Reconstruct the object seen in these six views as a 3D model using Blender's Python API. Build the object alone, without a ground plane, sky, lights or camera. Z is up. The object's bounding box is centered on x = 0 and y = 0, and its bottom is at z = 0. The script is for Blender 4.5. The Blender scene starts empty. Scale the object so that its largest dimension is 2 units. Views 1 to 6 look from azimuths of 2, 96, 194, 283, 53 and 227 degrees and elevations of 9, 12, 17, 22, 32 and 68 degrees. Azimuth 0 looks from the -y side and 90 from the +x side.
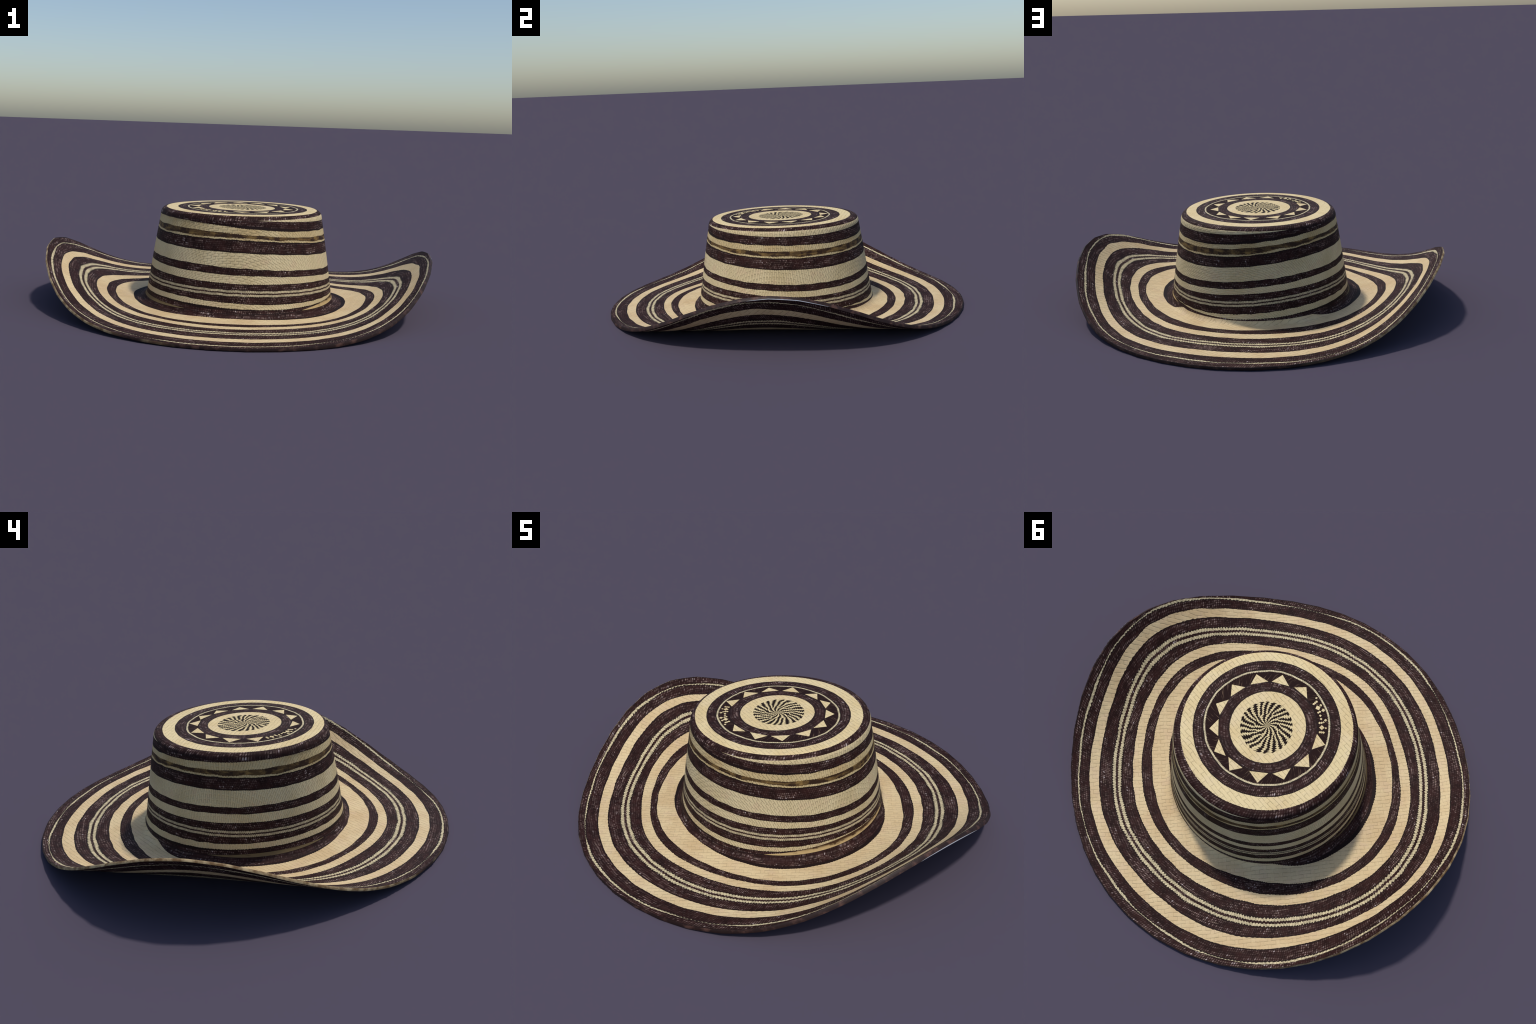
"""A woven straw hat: flat-topped conical crown, wide brim curled up at both sides,
built from concentric light and dark braids that follow one continuous surface."""
import math
import bpy
import numpy as np

RNG = np.random.default_rng(7)
TAU = 2 * math.pi
NT = 2160                                   # samples round the hat
THETA = np.arange(NT) * TAU / NT
DEG = np.degrees((THETA + math.pi) % TAU - math.pi)      # -180..180
COS, SIN = np.cos(THETA), np.sin(THETA)


# ------------------------------------------------------------------ curves
def ring(mean, *harmonics):
    """closed curve round the hat: mean + sum(a cos k + b sin k)"""
    v = np.full(NT, float(mean))
    for k in range(len(harmonics) // 2):
        v += harmonics[2 * k] * np.cos((k + 1) * THETA) + harmonics[2 * k + 1] * np.sin((k + 1) * THETA)
    return v


def wobble(amount, low=9, high=46, n=14):
    """hand-made unevenness of a braid's edge"""
    v = np.zeros(NT)
    for k in RNG.integers(low, high, n):
        v += RNG.normal() * np.cos(k * THETA + RNG.uniform(0, TAU)) * (low / k) ** 0.4
    v *= amount / math.sqrt(n / 2)
    for k in RNG.integers(130, 420, 16):                 # frayed straw ends
        v += RNG.normal() * np.cos(k * THETA + RNG.uniform(0, TAU)) * 0.0002
    return v


def teeth(count, amount, lean=0.25):
    """saw-tooth edge of a twisted rope braid"""
    f = (count * THETA / TAU + 0.8 * np.sin(7 * THETA) + 0.5 * np.sin(17 * THETA + 1)) % 1.0
    tri = np.where(f < lean, f / lean, (1 - f) / (1 - lean))
    return (tri - 0.5) * amount * (1 + wobble(0.25))


def window(centre, half, power=1.0):
    d = (DEG - centre + 180) % 360 - 180
    return np.clip(np.cos(d / half * math.pi / 2), 0, 1) ** power * (np.abs(d) < half)


# ------------------------------------------------------------------ the hat's surface
R_TOP, Z_SH, Z_FIL, R_FIL = 0.388, 0.452, 0.054, 0.521
RIM = ring(0.9882, -0.0010, -0.0026, -0.0008, 0.0004, -0.0006, 0.0011, 0.0014, 0.0018)
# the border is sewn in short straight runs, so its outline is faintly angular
RUN = TAU / 42
_bend = (THETA + 0.025 * np.sin(5 * THETA)) % RUN - RUN / 2
RIM = RIM * (math.cos(RUN / 2) ** 0.5 / np.cos(_bend)) ** 0.7
THICK = 0.0122 + 0.0065 * window(-14, 100)         # sewn border is fuller at the front right


def z_top(x, y):
    return 0.4994 + 0.0008 * x - 0.0028 * y - 0.0229 * (x * x + y * y)


def r_wall(c, s, z):
    t = (z - 0.27) / 0.2
    c2, s2 = c * c - s * s, 2 * c * s
    return 0.4533 - 0.0329 * t - 0.0012 * t * t - 0.0008 * t ** 3 + 0.0020 * c - 0.0032 * s + 0.0006 * c2 - 0.0019 * s2


def z_brim(x, y):
    """nearly flat along y, curled up along x at both sides"""
    x2, y2 = x * x, y * y
    return (0.0217 - 0.0011 * x - 0.1009 * x2 + 0.3364 * x2 ** 2 + 0.1691 * x2 ** 3 - 0.1297 * x2 ** 4
            - 0.0090 * y2 + 0.1124 * y2 * x2 - 0.2410 * y2 * x2 ** 2 - 0.0027 * x ** 3 + x2 ** 3 * (0.0085 + 0.0045 * np.tanh(4 * x)))


def bezier(a, b, c, t):
    return (1 - t) ** 2 * a + 2 * t * (1 - t) * b + t * t * c


def surface(j, s):
    """point of the outer surface. j: index round the hat (float angle array), s: 0 centre .. 5 rim"""
    th = j
    c, sn = np.cos(th), np.sin(th)
    rim = np.interp(th % TAU, np.append(THETA, TAU), np.append(RIM, RIM[0]))
    k = np.clip(np.floor(s), 0, 4)
    f = s - k
    # section 0: top disc
    r0 = f * R_TOP
    z0 = z_top(r0 * c, r0 * sn)
    # section 1: rounded shoulder
    za = z_top(R_TOP * c, R_TOP * sn)
    r1 = bezier(R_TOP, 0.4215 + 0.002 * c - 0.003 * sn, r_wall(c, sn, Z_SH), f)
    z1 = bezier(za, za - 0.0030, Z_SH, f)
    # section 2: wall
    z2 = Z_SH + f * (Z_FIL - Z_SH)
    r2 = r_wall(c, sn, z2)
    # section 3: fillet into the brim
    zb = z_brim(R_FIL * c, R_FIL * sn)
    r3 = bezier(r_wall(c, sn, Z_FIL), 0.4965 - 0.003 * sn, R_FIL, f)
    z3 = bezier(Z_FIL, zb + 0.002, zb, f)
    # section 4: brim
    r4 = R_FIL + f * (rim - R_FIL)
    z4 = z_brim(r4 * c, r4 * sn)
    r = np.choose(k.astype(int), [r0, r1, r2, r3, r4])
    z = np.choose(k.astype(int), [z0, z1, z2, z3, z4])
    return np.stack([r * c, r * sn, z], -1)


def normal(th, s):
    e = 2e-3
    ds = surface(th, np.clip(s + e, 0.002, 4.9999)) - surface(th, np.clip(s - e, 0.001, 4.999))
    dt = surface(th + e, s) - surface(th - e, s)
    n = np.cross(ds, dt)
    ln = np.linalg.norm(n, axis=-1, keepdims=True)
    n = np.where(ln > 1e-9, n / np.maximum(ln, 1e-9), np.array([0, 0, 1.0]))
    return n


# inverse maps: radius on top / brim or height on the wall -> s
def from_top_radius(r):
    return np.where(r < R_TOP, r / R_TOP, 1.0)


def _invert(section, values, axis_r):
    f = np.linspace(0, 1, 41)
    out = np.empty(NT)
    P = surface(np.repeat(THETA[:, None], 41, 1), section + np.minimum(f, 0.9999)[None].repeat(NT, 0))
    q = np.hypot(P[..., 0], P[..., 1]) if axis_r else -P[..., 2]
    for i in range(NT):
        out[i] = np.interp(values[i] if axis_r else -values[i], q[i], f)
    return section + out


def from_height(z):
    s = 2 + (Z_SH - z) / (Z_SH - Z_FIL)
    up, down = _invert(1, z, False), _invert(3, z, False)
    return np.where(z > Z_SH, up, np.where(z < Z_FIL, down, s))


def from_brim_radius(r):
    s = 4 + (r - R_FIL) / (RIM - R_FIL)
    return np.where(r < R_FIL, _invert(3, r, True), s)


# ------------------------------------------------------------------ braid edges
def off(mean, cx, cy):
    return ring(mean, cx, cy)


t1 = ring(0.1225, 0.006, -0.0158, 0.0003, -0.0054) + wobble(0.0010, 18, 40)
t2 = ring(0.1730, 0.0036, -0.0213, -0.0019, -0.0027) + wobble(0.0006)
t3 = ring(0.2243, 0.0029, -0.0235, 0.0033, -0.0011) + wobble(0.0006)
t4 = ring(0.2804, 0.0088, -0.0217, 0.0037, -0.0009, 0.0011, 0.0013) + wobble(0.0008)
t5 = ring(0.3340, 0.0076, -0.0191, 0.0020, -0.0016) + wobble(0.0006)
t6 = ring(0.3880, 0.0037, -0.0140, 0.0026, -0.0003) + wobble(0.0005)
t6 = np.minimum(t6, R_TOP + 0.012)

zx = ring(0.4765, 0.0050, 0.0040, -0.0013, -0.0020)                  # lower edge of the rolled top
z1 = zx - 0.029 * window(25, 101, 1.0)
z2 = ring(0.4319, -0.0279, -0.0118, 0.0025, -0.0005, 0.0025, 0.0006) + wobble(0.0009)
z3 = ring(0.4033, -0.0249, -0.0068, -0.0008, -0.0022, 0.0015, 0.0013) + wobble(0.0016, 6, 30)
z5 = ring(0.3706, -0.0252, -0.0101, -0.0004, -0.0069, -0.0004, 0.0032) + wobble(0.0010)
z4 = np.minimum(z5 + 0.0085 + wobble(0.0022, 4, 24), z3 - 0.004)
z6 = ring(0.3127, -0.0264, -0.0088, -0.0006, -0.0065, -0.0004, 0.0015) + wobble(0.0010)
z7 = ring(0.2396, -0.0270, -0.0111, -0.0022, -0.0047, 0.0014, -0.0004) + wobble(0.0011)
z8 = ring(0.2062, -0.0270, -0.0112, -0.0008, -0.0066, -0.0004, 0.0001) + wobble(0.0010)
z9 = ring(0.1720, -0.0219, -0.0082, -0.0006, -0.0074, 0.0006, -0.0022) + wobble(0.0010)
zl = ring(0.1277, -0.0165, -0.0068, 0.0013, -0.0067, 0.0016, 0.0010) + wobble(0.0010)
z10 = ring(0.0813, -0.0143, -0.0092, 0.0051, -0.0028, 0.0037, 0.0006) + wobble(0.0008)
z11 = ring(0.0615, -0.0039, -0.0068, 0.0091, 0.0034, 0.0028, 0.0024) + wobble(0.0006)
seam = 0.037 + 0.034 * window(0, 54, 1.2) + 0.014 * window(204, 44, 0.9)      # where wall and brim meet

w0_drop = 0.029 * window(-4, 44, 0.9) + 0.015 * window(207, 34, 0.8)           # ribbon showing at the seam
w1 = ring(0.5190, 0.0070, -0.0391, 0.0388, -0.0035, -0.0017, -0.0005) + wobble(0.0012)
w2 = ring(0.6158, 0.0097, -0.0285, 0.0313, -0.0037, -0.0010, -0.0051, 0.0102, -0.0041) + wobble(0.0011)
w3 = ring(0.6606, 0.0085, -0.0204, 0.0315, -0.0044, -0.0005, -0.0029, 0.0095, -0.0034, 0.0007, -0.0051) + wobble(0.0011)
w4 = ring(0.7069, 0.0044, -0.0166, 0.0314, -0.0045, -0.0005, -0.0042, 0.0110, -0.0031, 0, -0.0056) + wobble(0.0012)
wl = ring(0.7827, 0.0027, -0.0116, 0.0290, -0.0065, -0.0010, -0.0004, 0.0100, -0.0044, 0.0010, -0.0042, 0.0040, -0.0010) + wobble(0.0014)
w9 = ring(0.8595, 0.0046, -0.0109, 0.0216, -0.0023, -0.0012, -0.0009, 0.0078, -0.0024, -0.0006, -0.0064, 0.0039, -0.0006) + wobble(0.0014)
w10 = ring(0.9044, 0.0054, -0.0080, 0.0133, -0.0029, 0.0008, -0.0025, 0.0063, -0.0012, 0.0002, -0.0071, 0.0026, -0.0005) + wobble(0.0012)
w11 = ring(0.9590, 0.0008, -0.0089, 0.0062, -0.0041, 0.0029, 0.0009, 0.0017, -0.0012, 0.0011, -0.0064) + wobble(0.0012)
fray = wobble(0.0016, 12, 90, 30)
line_fade = np.clip(0.85 + wobble(0.6, 5, 26), 0.05, 1.25)

EDGES = [
    ("centre", np.zeros(NT)),
    ("t1", from_top_radius(t1)), ("t2", from_top_radius(t2)), ("t3", from_top_radius(t3)),
    ("t4a", from_top_radius(t4 - 0.0040 + teeth(230, 0.0030))), ("t4b", from_top_radius(t4 + 0.0040)),
    ("t5", from_top_radius(t5)), ("t6", np.where(t6 < R_TOP, t6 / R_TOP, 1 + (t6 - R_TOP) / 0.062)),
    ("zx", from_height(zx)), ("z1", from_height(z1)), ("z2", from_height(z2)), ("z3", from_height(z3)),
    ("z4", from_height(z4)), ("z5", from_height(z5)), ("z6", from_height(z6)), ("z7", from_height(z7)),
    ("z8", from_height(z8)), ("z9", from_height(z9)),
    ("zla", from_height(zl + 0.0135 + teeth(370, 0.0030))), ("zlb", from_height(zl + 0.0034 + teeth(370, 0.0022))),
    ("zlc", from_height(zl - 0.0034 + teeth(370, 0.0022))), ("zld", from_height(zl - 0.0135 + teeth(370, 0.0030))),
    ("z10", from_height(z10)), ("z11", from_height(z11)), ("seam", from_height(seam)),
    ("w0", from_height(seam - w0_drop)), ("w1", from_brim_radius(w1)), ("w2", from_brim_radius(w2)),
    ("w3", from_brim_radius(w3)), ("w4", from_brim_radius(w4)),
    ("wla", from_brim_radius(wl - 0.0200 + teeth(370, 0.0062) + fray)), ("wlb", from_brim_radius(wl - 0.0062 + teeth(370, 0.0046))),
    ("wlc", from_brim_radius(wl + 0.0062 + teeth(370, 0.0046))), ("wld", from_brim_radius(wl + 0.0195 + teeth(370, 0.0062) - fray)),
    ("w9", from_brim_radius(w9)), ("w10", from_brim_radius(w10)),
    ("w11a", from_brim_radius(w11 - 0.0042 * line_fade + teeth(370, 0.0036) + 0.5 * fray)),
    ("w11b", from_brim_radius(w11 + 0.0036 * line_fade)),
    ("rim", np.full(NT, 4.99999)),
]
# the wall's pattern is cut off at the seam, the brim's pattern begins there
S = dict(EDGES)
i_seam = [n for n, _ in EDGES].index("seam")
for i, (n, v) in enumerate(EDGES):
    if n[0] == "z":
        S[n] = np.minimum(v, S["seam"])
    if n[0] == "w":
        S[n] = np.maximum(v, S["seam"])
order = [n for n, _ in EDGES]
for a, b in zip(order[:-1], order[1:]):
    S[b] = np.maximum(S[b], S[a])


# ------------------------------------------------------------------ materials
class Nodes:
    def __init__(self, name):
        self.mat = bpy.data.materials.new(name)
        self.mat.use_nodes = True
        self.t = self.mat.node_tree
        self.bsdf = self.t.nodes["Principled BSDF"]
        self.coord = self.t.nodes.new("ShaderNodeTexCoord").outputs["Object"]

    def new(self, kind, **props):
        n = self.t.nodes.new(kind)
        for k, v in props.items():
            setattr(n, k, v)
        return n

    def put(self, socket, value):
        if isinstance(value, bpy.types.NodeSocket):
            self.t.links.new(value, socket)
        elif isinstance(value, (tuple, list)) and len(value) == 3 and socket.type == "RGBA":
            socket.default_value = (*value, 1)
        else:
            socket.default_value = value

    def math(self, op, a, b=0.0, c=None, clamp=False):
        n = self.new("ShaderNodeMath", operation=op, use_clamp=clamp)
        self.put(n.inputs[0], a)
        self.put(n.inputs[1], b)
        if c is not None:
            self.put(n.inputs[2], c)
        return n.outputs[0]

    def smooth(self, v, lo, hi, a=0.0, b=1.0):
        n = self.new("ShaderNodeMapRange", interpolation_type="SMOOTHSTEP")
        for s, x in zip(n.inputs, (v, lo, hi, a, b)):
            self.put(s, x)
        return n.outputs[0]

    def mix(self, f, a, b, mode="MIX"):
        n = self.new("ShaderNodeMix", data_type="RGBA", blend_type=mode)
        self.put(n.inputs[0], f)
        self.put(n.inputs[6], a)
        self.put(n.inputs[7], b)
        return n.outputs[2]

    def xyz(self, v):
        n = self.new("ShaderNodeSeparateXYZ")
        self.put(n.inputs[0], v)
        return n.outputs

    def vec(self, x, y, z=0.0):
        n = self.new("ShaderNodeCombineXYZ")
        for s, v in zip(n.inputs, (x, y, z)):
            self.put(s, v)
        return n.outputs[0]

    def noise(self, v, scale, detail=2.0, rough=0.5):
        n = self.new("ShaderNodeTexNoise")
        self.put(n.inputs["Vector"], v)
        n.inputs["Scale"].default_value = scale
        n.inputs["Detail"].default_value = detail
        n.inputs["Roughness"].default_value = rough
        return n.outputs["Fac"]

    def polar(self):
        x, y, z = self.xyz(self.coord)
        ang = self.math("ARCTAN2", y, x)
        rad = self.math("SQRT", self.math("ADD", self.math("MULTIPLY", x, x), self.math("MULTIPLY", y, y)))
        return ang, rad, z

    def finish(self, colour, rough=0.6, spec=0.25, bump=None, strength=0.3, distance=0.002):
        self.put(self.bsdf.inputs["Base Color"], colour)
        self.put(self.bsdf.inputs["Roughness"], rough)
        self.bsdf.inputs["Specular IOR Level"].default_value = spec
        if bump is not None:
            n = self.new("ShaderNodeBump")
            n.inputs["Strength"].default_value = strength
            n.inputs["Distance"].default_value = distance
            self.put(n.inputs["Height"], bump)
            self.put(self.bsdf.inputs["Normal"], n.outputs[0])
        return self.mat


def srgb(r, g, b):
    return tuple(c / 12.92 if c <= 0.04045 else ((c + 0.055) / 1.055) ** 2.4 for c in (r / 255, g / 255, b / 255))


def straw(name, where, light, deep, pink, cell=0.020, turn=0.0, strength=0.5, line=0.35, bias=0.5, thin=0.41):
    """pale woven cane: plaited cells with pressed joints, faint tonal drift"""
    m = Nodes(name)
    x, y, z = m.xyz(m.coord)
    if where == "wall":
        # unroll the wall into a flat ring so the plait turns with the angle round the crown
        ang, rad, z = m.polar()
        rho = m.math("ADD", rad, m.math("SUBTRACT", 0.52, z))
        flat = m.vec(m.math("MULTIPLY", rho, m.math("COSINE", ang)), m.math("MULTIPLY", rho, m.math("SINE", ang)), 0.0)
    else:
        flat = m.vec(x, y, 0.0)
    # slight irregularity of the strands
    wn = m.new("ShaderNodeTexNoise")
    m.put(wn.inputs["Vector"], flat)
    wn.inputs["Scale"].default_value = 14.0
    shift = m.new("ShaderNodeVectorMath", operation="MULTIPLY_ADD")
    m.put(shift.inputs[0], wn.outputs["Color"])
    shift.inputs[1].default_value = (0.018, 0.018, 0.0)
    m.put(shift.inputs[2], flat)
    mp = m.new("ShaderNodeMapping")
    m.put(mp.inputs["Vector"], shift.outputs[0])
    mp.inputs["Rotation"].default_value = (0, 0, turn)
    # twill plait: every strand floats over three and dives under one
    px, py, _ = m.xyz(mp.outputs[0])
    px, py = m.math("DIVIDE", px, cell), m.math("DIVIDE", py, cell)
    ci, cj = m.math("FLOOR", px), m.math("FLOOR", py)
    k = m.math("FLOORED_MODULO", m.math("MULTIPLY_ADD", cj, 2.0, ci), 4.0)
    lies = m.math("LESS_THAN", k, 2.5)                                   # 1: strand runs along x
    fx, fy = m.math("FRACT", px), m.math("FRACT", py)
    across = m.math("ADD", m.math("MULTIPLY", lies, fy), m.math("MULTIPLY", m.math("SUBTRACT", 1.0, lies), fx))
    edge = m.math("ABSOLUTE", m.math("SUBTRACT", across, 0.5))
    joint = m.smooth(edge, thin, 0.495)
    strand = m.vec(m.math("ADD", m.math("MULTIPLY", lies, m.math("FLOOR", m.math("DIVIDE", m.math("MULTIPLY_ADD", cj, 2.0, ci), 4.0))), m.math("MULTIPLY", ci, m.math("SUBTRACT", 1.0, lies))),
                   m.math("ADD", m.math("MULTIPLY", lies, cj), m.math("MULTIPLY", m.math("SUBTRACT", 1.0, lies), m.math("FLOOR", m.math("DIVIDE", m.math("MULTIPLY_ADD", cj, 2.0, ci), 4.0)))), lies)
    wn2 = m.new("ShaderNodeTexWhiteNoise", noise_dimensions="3D")
    m.put(wn2.inputs["Vector"], strand)
    rnd = wn2.outputs["Value"]
    patch = m.smooth(m.noise(flat, 16.0, 2.0), 0.38, 0.62)               # joints come and go
    shade = m.math("MULTIPLY", m.math("MULTIPLY_ADD", patch, 0.75, 0.25), m.math("MULTIPLY_ADD", lies, 0.6 * bias, 1.0 - 0.6 * bias))
    joint_c = m.math("MULTIPLY", joint, shade)
    drift = m.smooth(m.noise(m.coord, 7.0, 3.0), 0.35, 0.68)
    col = m.mix(drift, light, deep)
    col = m.mix(m.math("MULTIPLY", m.smooth(m.noise(m.coord, 17.0, 2.0), 0.5, 0.72), 0.55), col, pink)
    col = m.mix(m.math("MULTIPLY", rnd, 0.14), col, tuple(min(1, 1.2 * c) for c in light))
    fine = m.smooth(m.noise(m.coord, 190.0, 2.0), 0.25, 0.8)
    col = m.mix(m.math("MULTIPLY", fine, 0.16), col, tuple(0.55 * c for c in deep))
    col = m.mix(m.math("MULTIPLY", joint_c, line), col, tuple(0.25 * c for c in deep))  # relief shadow along the joints, darkened into the colour on top of the bump
    h = m.math("MULTIPLY_ADD", m.math("SUBTRACT", 1.0, m.math("POWER", m.math("MULTIPLY", edge, 2.0), 7.0)), 1.0, m.math("MULTIPLY", rnd, 0.35))
    h = m.math("MULTIPLY_ADD", fine, 0.1, h)
    return m.finish(col, 0.62, 0.22, h, strength, 0.0025)


def dark_cane(name, where, count, row, base=(44, 23, 20), fleck=(156, 130, 121), amount=1.0):
    """dyed braid: almost black brown with rows of small pale stitches running round it"""
    m = Nodes(name)
    ang, rad, z = m.polar()
    across = z if where == "wall" else rad
    big = m.noise(m.coord, 9.0, 2.0)
    v = m.math("ADD", m.math("DIVIDE", across, row), m.math("MULTIPLY", big, 2.5))
    rowid = m.math("FLOOR", v)
    fv = m.math("SUBTRACT", m.math("FRACT", v), 0.5)
    u = m.math("ADD", m.math("MULTIPLY", ang, count / TAU), m.math("MULTIPLY", rowid, 0.37))
    u = m.math("ADD", u, m.math("MULTIPLY", fv, 0.55))
    cell = m.vec(m.math("FLOOR", u), rowid, 0.0)
    wn = m.new("ShaderNodeTexWhiteNoise", noise_dimensions="2D")
    m.put(wn.inputs["Vector"], cell)
    fu = m.math("SUBTRACT", m.math("FRACT", u), 0.5)
    d = m.math("SQRT", m.math("ADD", m.math("MULTIPLY", fu, fu), m.math("MULTIPLY", fv, m.math("MULTIPLY", fv, 0.8))))
    blob = m.smooth(d, 0.48, 0.08)
    rnd = wn.outputs["Value"]
    zone = m.smooth(m.noise(m.vec(m.math("MULTIPLY", ang, 2.2), m.math("MULTIPLY", across, 16.0), 0.0), 2.6, 2.0), 0.40, 0.64)
    sector = m.smooth(m.noise(m.vec(m.math("MULTIPLY", m.math("COSINE", ang), 1.6), m.math("MULTIPLY", m.math("SINE", ang), 1.6), m.math("MULTIPLY", across, 5.0)), 1.7, 2.0), 0.36, 0.5)
    zone = m.math("MULTIPLY", zone, m.math("MULTIPLY_ADD", sector, 0.8, 0.2))
    speck = m.math("MULTIPLY", blob, m.math("POWER", rnd, 1.25))
    speck = m.math("MULTIPLY", speck, m.math("MULTIPLY_ADD", zone, 0.95 * amount, 0.14 * amount), clamp=True)
    b, f = srgb(*base), srgb(*fleck)
    col = m.mix(m.smooth(m.noise(m.coord, 26.0, 3.0), 0.32, 0.72), tuple(0.7 * c for c in b), tuple(1.4 * c for c in b))
    col = m.mix(speck, col, f)
    glint = m.math("MULTIPLY", m.math("MULTIPLY", m.smooth(rnd, 0.955, 0.99), blob), zone)
    col = m.mix(glint, col, srgb(190, 176, 172))
    thread = m.noise(m.vec(m.math("MULTIPLY", ang, 16.0), m.math("MULTIPLY", across, 210.0), 3.0), 1.0, 2.0)
    thread = m.math("MULTIPLY", m.math("MULTIPLY", m.smooth(thread, 0.58, 0.74), zone), m.math("MULTIPLY", m.math("MULTIPLY_ADD", blob, 0.6, 0.4), 0.65 * amount), clamp=True)
    col = m.mix(thread, col, srgb(176, 152, 128))
    return m.finish(col, 0.7, 0.12, blob, 0.35, 0.0012)


def rope(name, light, dark, count):
    """twisted pale strand with thin shadows between the twists"""
    m = Nodes(name)
    ang, rad, z = m.polar()
    f = m.math("FRACT", m.math("MULTIPLY", ang, count / TAU))
    g = m.math("MULTIPLY", m.smooth(m.math("ABSOLUTE", m.math("SUBTRACT", f, 0.5)), 0.28, 0.5), 0.5)
    n = m.smooth(m.noise(m.coord, 60.0, 2.0), 0.35, 0.7)
    col = m.mix(n, light, tuple(0.62 * c for c in light))
    return m.finish(m.mix(g, col, dark), 0.6, 0.25, g, -0.3, 0.001)


def banded_ribbon(name, dark, ochre, hem=False):
    """brown ribbon with blurred ochre patches"""
    m = Nodes(name)
    ang, rad, z = m.polar()
    v = m.vec(m.math("MULTIPLY", ang, 5.0), m.math("MULTIPLY", z, 34.0), 0.0)
    n = m.smooth(m.noise(v, 1.5, 4.0, 0.65), 0.45, 0.68)
    if hem:
        shade = m.smooth(m.math("ADD", z, m.math("MULTIPLY", n, 0.012)), 0.050, 0.064)
        left = m.smooth(m.math("ABSOLUTE", ang), 1.6, 2.2)               # darker on the left side
        ochre = m.mix(left, ochre, tuple(0.30 * c for c in ochre))
        return m.finish(m.mix(shade, ochre, dark), 0.65, 0.2, n, 0.1)
    blocks = m.new("ShaderNodeTexWhiteNoise", noise_dimensions="1D")
    m.put(blocks.inputs["W"], m.math("FLOOR", m.math("MULTIPLY", ang, 15.0)))
    b = m.math("MULTIPLY", m.smooth(blocks.outputs["Value"], 0.62, 0.7), 0.5)
    f = m.math("ADD", m.math("MULTIPLY", n, 0.75), m.math("MULTIPLY", b, 0.45), clamp=True)
    return m.finish(m.mix(f, dark, ochre), 0.65, 0.2, n, 0.1)


def medallion(name, light, dark):
    """swirl of stepped dark rays on pale cane"""
    m = Nodes(name)
    x, y, z = m.xyz(m.coord)
    x, y = m.math("SUBTRACT", x, 0.0095), m.math("ADD", y, 0.0250)
    ang = m.math("ARCTAN2", y, x)
    r = m.math("SQRT", m.math("ADD", m.math("MULTIPLY", x, x), m.math("MULTIPLY", y, y)))
    swirl = m.math("MULTIPLY", m.math("LOGARITHM", m.math("MAXIMUM", r, 0.004), math.e), 0.36)
    zig = m.math("MULTIPLY", m.math("SUBTRACT", m.math("PINGPONG", m.math("DIVIDE", r, 0.0050), 1.0), 0.5), 0.26)
    jig = m.math("MULTIPLY", m.math("SUBTRACT", m.noise(m.coord, 24.0, 1.0), 0.5), 1.0)
    turn = m.math("DIVIDE", m.math("ADD", ang, swirl), TAU)

    def arms(n):
        p = m.math("FRACT", m.math("ADD", m.math("ADD", m.math("MULTIPLY", turn, float(n)), zig), jig))
        return m.smooth(m.math("ABSOLUTE", m.math("SUBTRACT", p, 0.5)), 0.14, 0.29)

    outer = m.smooth(r, 0.056, 0.058)
    f = m.math("ADD", m.math("MULTIPLY", arms(24), outer), m.math("MULTIPLY", arms(12), m.math("SUBTRACT", 1.0, outer)))
    n = m.noise(m.coord, 80.0, 2.0)
    pale = m.mix(m.smooth(n, 0.3, 0.7), light, tuple(0.75 * c for c in light))
    return m.finish(m.mix(f, pale, dark), 0.75, 0.10, f, -0.2, 0.001)


def streaked(name, base, pale):
    """dark ring behind the triangles, with a few pale slanting straws"""
    m = Nodes(name)
    ang, rad, z = m.polar()
    v = m.vec(m.math("ADD", m.math("MULTIPLY", ang, 26.0), m.math("MULTIPLY", rad, 60.0)), m.math("MULTIPLY", rad, 9.0), 0.0)
    n = m.math("MULTIPLY", m.smooth(m.noise(v, 1.9, 2.0, 0.6), 0.56, 0.74), 0.55)
    return m.finish(m.mix(n, base, pale), 0.75, 0.08, n, 0.1)


def rim_cane(name):
    """cut edge of the brim: brown in front, weathered tan at the back and left"""
    m = Nodes(name)
    ang, rad, z = m.polar()
    deg = m.math("MULTIPLY", ang, 180 / math.pi)
    n = m.noise(m.coord, 24.0, 3.0, 0.6)
    jitter = m.math("MULTIPLY", m.math("SUBTRACT", m.noise(m.coord, 6.0, 2.0), 0.5), 80.0)
    away = m.math("ABSOLUTE", m.math("ADD", deg, jitter))
    tan = m.smooth(away, 108.0, 132.0)
    side = m.math("ADD", deg, jitter)
    north = m.math("MULTIPLY", m.smooth(side, 60.0, 82.0), m.smooth(side, 165.0, 125.0))
    tan = m.math("MULTIPLY", tan, m.math("MULTIPLY_ADD", north, -0.75, 1.0))
    brown = m.mix(m.smooth(n, 0.46, 0.74), srgb(42, 26, 22), srgb(92, 64, 54))
    pale = m.mix(m.smooth(n, 0.35, 0.62), srgb(205, 178, 132), srgb(128, 96, 58))
    return m.finish(m.mix(tan, brown, pale), 0.55, 0.3, n, 0.3, 0.003)


def plain(name, colour, rough=0.5):
    m = Nodes(name)
    n = m.noise(m.coord, 40.0, 2.0)
    return m.finish(m.mix(n, tuple(0.85 * c for c in colour), colour), rough, 0.15)


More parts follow.
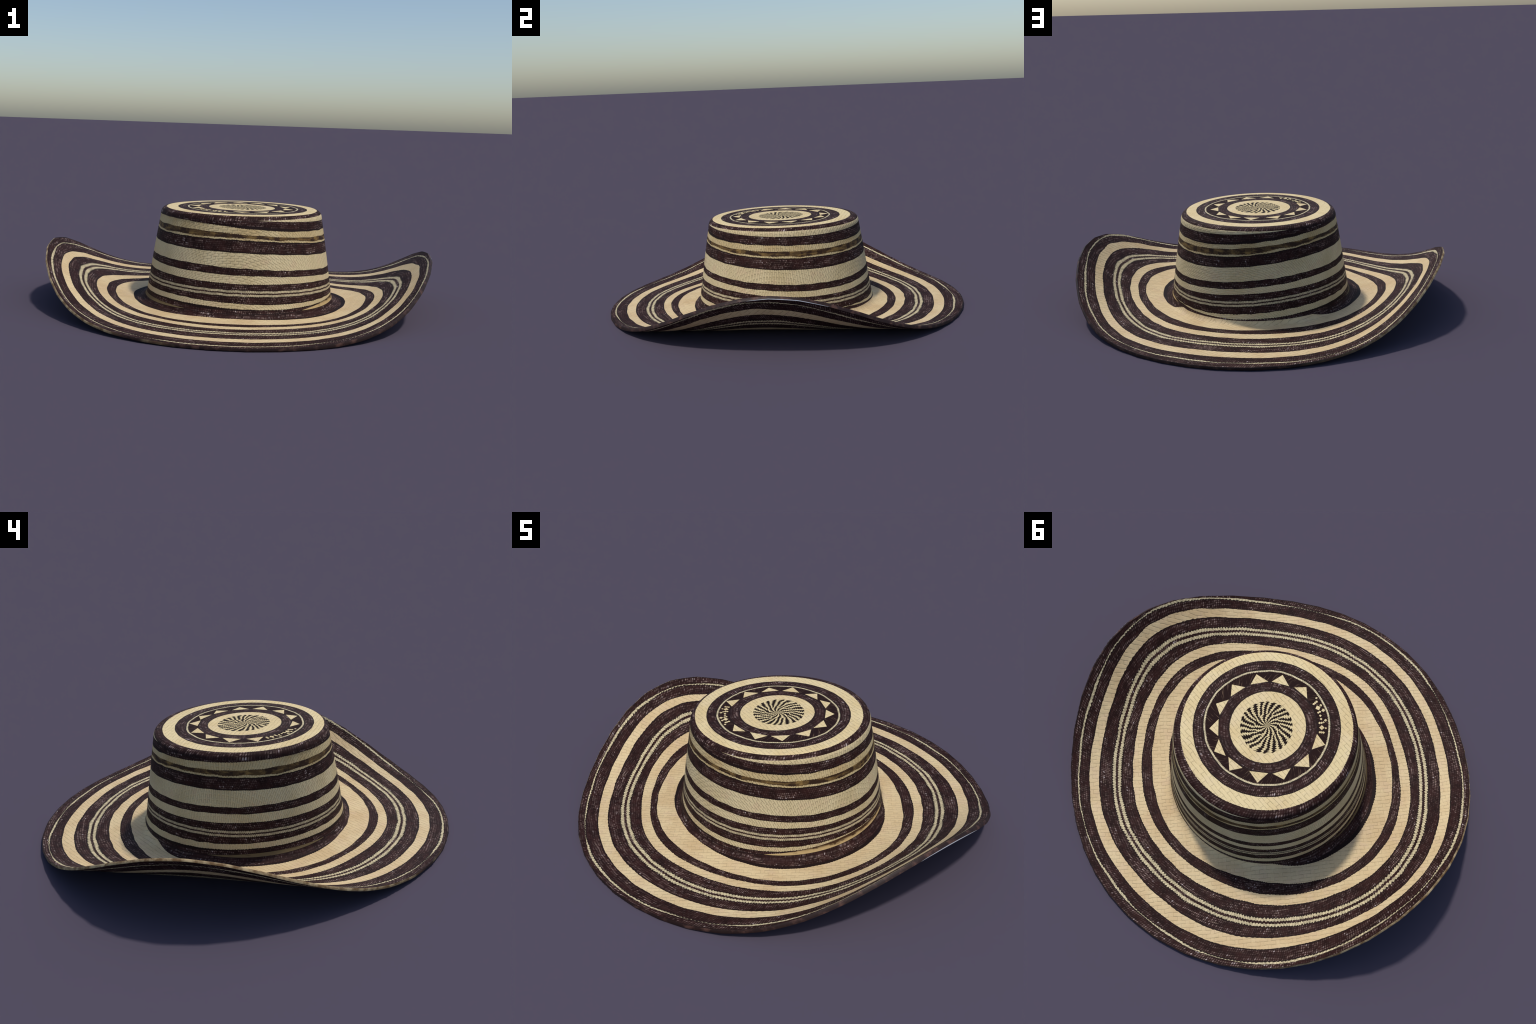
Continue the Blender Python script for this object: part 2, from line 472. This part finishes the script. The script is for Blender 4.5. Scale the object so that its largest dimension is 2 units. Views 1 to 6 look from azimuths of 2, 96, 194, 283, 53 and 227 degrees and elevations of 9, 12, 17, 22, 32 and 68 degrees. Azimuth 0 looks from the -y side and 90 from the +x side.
TOP_LIGHT, TOP_DEEP = srgb(236, 213, 161), srgb(226, 199, 145)
WALL_LIGHT, WALL_DEEP = srgb(222, 202, 158), srgb(208, 186, 140)
BRIM_LIGHT, BRIM_DEEP = srgb(228, 203, 156), srgb(214, 184, 137)
PINK = srgb(222, 192, 154)
ROPE_LIGHT, INK = srgb(220, 203, 160), srgb(30, 18, 16)

M_TOP = straw("pale_cane_top", "flat", TOP_LIGHT, TOP_DEEP, srgb(232, 208, 164), 0.0180, 0.12, 0.65, 0.62, 0.5, 0.43)
M_WALL = straw("pale_cane_wall", "wall", WALL_LIGHT, WALL_DEEP, srgb(214, 184, 146), 0.0142, 0.05, 0.85, 0.42, 0.5, 0.43)
M_BRIM = straw("pale_cane_brim", "flat", BRIM_LIGHT, BRIM_DEEP, PINK, 0.0190, math.radians(-49), 0.6, 0.66, 1.0, 0.43)
M_OCHRE = straw("ochre_cane", "wall", srgb(212, 190, 142), srgb(192, 164, 114), srgb(204, 174, 122), 0.0142, 0.05, 0.8, 0.40, 0.5, 0.43)
M_DARK_TOP = dark_cane("dark_braid_top", "flat", 210, 0.013, amount=1.15)
M_DARK_WALL = dark_cane("dark_braid_wall", "wall", 350, 0.0095, amount=0.9)
M_DARK_BRIM = dark_cane("dark_braid_brim", "flat", 570, 0.0105, amount=1.0)
M_ROPE = rope("rope_strand", ROPE_LIGHT, srgb(120, 98, 74), 370)
M_ROPE_TOP = rope("rope_strand_top", srgb(226, 208, 164), srgb(96, 72, 54), 230)
M_ROPE_WALL = rope("rope_strand_wall", srgb(206, 188, 150), srgb(110, 88, 66), 370)
M_RIBBON = banded_ribbon("brown_ribbon", srgb(54, 35, 22), srgb(142, 112, 64))
M_TAN = banded_ribbon("tan_ribbon", srgb(70, 46, 28), srgb(202, 172, 120), True)
M_SWIRL = medallion("swirl_medallion", TOP_LIGHT, INK)
M_STREAK = streaked("streaked_dark_cane", srgb(40, 24, 22), srgb(150, 122, 98))
M_RIM = rim_cane("rim_cane")
M_INK = plain("plain_dark_strand", srgb(36, 22, 20), 0.7)
M_PALE_STRIP = plain("pale_strip", srgb(168, 170, 176), 0.7)
M_LINING = straw("lining_cane", "wall", srgb(190, 165, 118), srgb(170, 142, 98), srgb(180, 150, 110))


# ------------------------------------------------------------------ building
def link(ob, parent):
    bpy.context.scene.collection.objects.link(ob)
    ob.parent = parent
    return ob


def mesh_object(name, parts, material, parent, smooth=True, selvedge=None):
    """parts: list of (vertices, quads, normals)"""
    vs, fs, ns, base = [], [], [], 0
    for v, f, n in parts:
        vs.append(v)
        fs.append(f + base)
        ns.append(n)
        base += len(v)
    v, f, n = np.concatenate(vs), np.concatenate(fs), np.concatenate(ns)
    # drop collapsed faces (braid cut away at the seam)
    a = np.linalg.norm(np.cross(v[f[:, 2]] - v[f[:, 0]], v[f[:, 3]] - v[f[:, 1]]), axis=1)
    keep = a > 2e-9
    edge = np.zeros(len(f), np.int32)
    if selvedge:
        edge[:NT], edge[-NT:] = 1, 1
    f, edge = f[keep], edge[keep]
    used, inv = np.unique(f, return_inverse=True)
    v, n, f = v[used], n[used], inv.reshape(f.shape)
    me = bpy.data.meshes.new(name)
    me.vertices.add(len(v))
    me.vertices.foreach_set("co", v.astype(np.float32).ravel())
    me.loops.add(f.size)
    me.loops.foreach_set("vertex_index", f.astype(np.int32).ravel())
    me.polygons.add(len(f))
    me.polygons.foreach_set("loop_start", np.arange(0, f.size, 4, dtype=np.int32))
    me.update(calc_edges=True)
    me.validate()
    me.polygons.foreach_set("use_smooth", np.ones(len(me.polygons), bool))
    if smooth and len(me.vertices) == len(v):
        me.normals_split_custom_set_from_vertices(n.astype(np.float32))
    me.materials.append(material)
    if selvedge:
        me.materials.append(selvedge)
        me.polygons.foreach_set("material_index", edge)
    return link(bpy.data.objects.new(name, me), parent)


def grid_faces(rows, flip=False):
    j = np.arange(NT)
    k = (j + 1) % NT
    out = []
    for i in range(rows - 1):
        a, b = i * NT, (i + 1) * NT
        q = np.stack([a + j, b + j, b + k, a + k], 1)
        out.append(q[:, ::-1] if flip else q)
    return np.concatenate(out)


def dark_band(lo, hi, rows, material, parent, depth=0.0):
    """dark braid with a plain strand sewn along both borders"""
    part = band(lo, hi, rows, depth, 0.05 if lo == "w0" else 0.10 if rows > 3 else 0.0)
    return mesh_object("dark_braid", [part], material, parent, selvedge=M_INK if rows > 3 else None)


def band(lo, hi, rows, depth=0.0, border=0.0):
    """strip of the surface between two braid edges; depth moves it to the inner side"""
    f = np.linspace(0, 1, rows)
    if border:
        f = np.concatenate([[0], np.linspace(border, 1 - border, rows - 2), [1]])
    f = f[:, None]
    s = S[lo][None] * (1 - f) + S[hi][None] * f
    th = np.repeat(THETA[None], rows, 0)
    P, N = surface(th, s), normal(th, s)
    inner = np.max(depth) > 0
    if inner:
        P, N = P - np.broadcast_to(depth, (NT,))[None, :, None] * N, -N
    P[..., 2] = np.maximum(P[..., 2], 0.0)                # the front and back of the brim rest on the ground
    return P.reshape(-1, 3), grid_faces(rows, inner), N.reshape(-1, 3)


hat = bpy.data.objects.new("straw_hat", None)
bpy.context.scene.collection.objects.link(hat)
hat["label"] = "wide-brimmed woven straw hat with dark brown and cream concentric stripes"
hat["category"] = "straw hat"

# crown top -------------------------------------------------------------
crown_top = mesh_object("crown_top", [band("t1", "t2", 4), band("t5", "t6", 6)], M_TOP, hat)
mesh_object("swirl_medallion", [band("centre", "t1", 8)], M_SWIRL, crown_top)
dark_band("t2", "t3", 5, M_DARK_TOP, crown_top)
mesh_object("triangle_ring", [band("t3", "t4a", 4)], M_STREAK, crown_top)
mesh_object("rope_braid", [band("t4a", "t4b", 3)], M_ROPE_TOP, crown_top)
dark_band("t4b", "t5", 5, M_DARK_TOP, crown_top)
mesh_object("rolled_edge_braid", [band("t6", "zx", 14)], M_DARK_TOP, crown_top)


def inlay(name, corners, parent, material, height=0.0011):
    """flat straw piece let into the crown top: polygon with a small bevel"""
    c = np.array(corners, float)
    mid = c.mean(0)
    n = len(c)
    inner = mid + (c - mid) * 0.93
    rings = [(c, -0.0004), (c, height * 0.6), (inner, height)]
    v = np.concatenate([np.c_[p, z_top(p[:, 0], p[:, 1]) + h] for p, h in rings])
    f = []
    for a in range(2):
        for i in range(n):
            k = (i + 1) % n
            f.append([a * n + i, a * n + k, (a + 1) * n + k, (a + 1) * n + i])
    f.append([2 * n + i for i in range(n)])
    me = bpy.data.meshes.new(name)
    me.from_pydata(v.tolist(), [], f)
    me.materials.append(material)
    me.update()
    return link(bpy.data.objects.new(name, me), parent)


CX, CY = 0.004, -0.021                       # centre of the woven picture on the crown top


def at(deg, r):
    a = math.radians(deg)
    return CX + r * math.cos(a), CY + r * math.sin(a)


first = -155.8
for i in range(12):
    apex = first - 27.1 * i + (27.1 - 26.66) * i * 1.4 + RNG.normal() * 0.8
    left, right = apex + 10.4 + RNG.normal() * 0.6, apex - 10.9 + RNG.normal() * 0.6
    inlay("triangle_inlay", [at(right, 0.2255 + RNG.normal() * 0.002), at(apex, 0.2665 + RNG.normal() * 0.003),
                             at(left, 0.2265 + RNG.normal() * 0.002)], crown_top, M_TOP)


def diamond(deg, r, size, stretch=1.0):
    x, y = at(deg, r)
    a = math.radians(deg)
    e, t = (math.cos(a), math.sin(a)), (-math.sin(a), math.cos(a))
    return [(x + size * (p * e[0] + q * stretch * t[0]), y + size * (p * e[1] + q * stretch * t[1]))
            for p, q in ((1, 0), (0, 1), (-1, 0), (0, -1))]


# small woven signs in the gap between two triangles
for d, r, size in ((-142.5, 0.236, .0042), (-142.5, 0.244, .0042), (-142.5, 0.252, .0042), (-137.0, 0.243, .0080),
                   (-131.5, 0.234, .0042), (-131.5, 0.243, .0040), (-131.0, 0.252, .0036), (-127.0, 0.243, .0040),
                   (-123.0, 0.243, .0042), (-119.0, 0.238, .0038), (-118.5, 0.246, .0042), (-113.5, 0.245, .0085),
                   (-107.5, 0.236, .0042), (-107.0, 0.245, .0045), (-106.5, 0.253, .0045), (-103.0, 0.262, .0040),
                   (-112.0, 0.262, .0045), (-118.0, 0.263, .0060), (-129.0, 0.262, .0050), (-137.5, 0.261, .0035)):
    inlay("woven_sign", diamond(d, r, 1.5 * size), crown_top, M_TOP)

# crown wall ------------------------------------------------------------
crown_wall = mesh_object("crown_wall", [band("zx", "z1", 3), band("z6", "z7", 8), band("z8", "z9", 5), band("z10", "z11", 4)], M_WALL, hat)
for lo, hi, rows in (("z1", "z2", 5), ("z5", "z6", 7), ("z7", "z8", 5), ("z9", "zla", 5), ("zlb", "zlc", 2), ("zld", "z10", 5), ("z11", "seam", 4)):
    dark_band(lo, hi, rows, M_DARK_WALL, crown_wall)
mesh_object("pale_braid", [band("z2", "z3", 4), band("z4", "z5", 3)], M_OCHRE, crown_wall)
mesh_object("brown_ribbon", [band("z3", "z4", 4)], M_RIBBON, crown_wall)
mesh_object("rope_braid", [band("zla", "zlb", 3)], M_ROPE_WALL, crown_wall)
mesh_object("rope_braid", [band("zlc", "zld", 3)], M_ROPE_WALL, crown_wall)
mesh_object("tan_ribbon", [band("seam", "w0", 5)], M_TAN, crown_wall)

# brim, upper side and underside ----------------------------------------
PALE = (("w1", "w2", 9), ("w3", "w4", 5), ("w9", "w10", 5))
DARK = (("w0", "w1", 9), ("w2", "w3", 4), ("w4", "wla", 5), ("wlb", "wlc", 2), ("wld", "w9", 5), ("w10", "w11a", 5), ("w11b", "rim", 4))
ROPES = (("wla", "wlb", 3), ("wlc", "wld", 3), ("w11a", "w11b", 3))
for depth, part in ((0.0, "brim"), (THICK, "brim_underside")):
    brim = mesh_object(part, [band(a, b, n, depth) for a, b, n in PALE], M_BRIM, hat)
    for a, b, n in DARK:
        dark_band(a, b, n, M_DARK_BRIM, brim, depth)
    for a, b, n in ROPES:
        mesh_object("rope_braid", [band(a, b, n, depth)], M_ROPE, brim)

# cut edge of the brim --------------------------------------------------
P, N = surface(THETA, S["rim"]), normal(THETA, S["rim"])
outward = np.stack([COS, SIN, np.zeros(NT)], -1)
outward -= (outward * N).sum(-1, keepdims=True) * N
outward /= np.linalg.norm(outward, axis=-1, keepdims=True)
split = 1 - 0.18 * window(5, 11, 0.6)                 # pale strip along the lower edge, right side
uneven = wobble(0.0006, 20, 120, 30)


def rim_point(f):
    swell = 0.0016 * np.sin(math.pi * np.clip(f, 0, 1)) + uneven * np.sin(math.pi * np.clip(f, 0, 1))
    q = P - (THICK * f)[:, None] * N + swell[:, None] * outward
    q[:, 2] = np.maximum(q[:, 2], 0.0)
    return q


def rim_strip(f0, f1, rows):
    fs = [f0 + (f1 - f0) * k / (rows - 1) for k in range(rows)]
    v = np.concatenate([rim_point(f) for f in fs])
    n = np.concatenate([outward + N * (0.5 - f)[:, None] * 0.5 for f in fs])
    n /= np.linalg.norm(n, axis=-1, keepdims=True)
    return v, grid_faces(rows), n


brim_edge = mesh_object("brim_edge", [rim_strip(np.zeros(NT), split, 5)], M_RIM, hat)
mesh_object("pale_strip", [rim_strip(split, np.ones(NT), 3)], M_PALE_STRIP, brim_edge)

# lining inside the crown -----------------------------------------------
S["line0"], S["line1"] = np.full(NT, 0.0), S["w0"]
mesh_object("crown_lining", [band("centre", "t6", 5, 0.008), band("t6", "zx", 8, 0.008), band("zx", "seam", 10, 0.008),
                             band("seam", "w0", 4, 0.008)], M_LINING, hat)
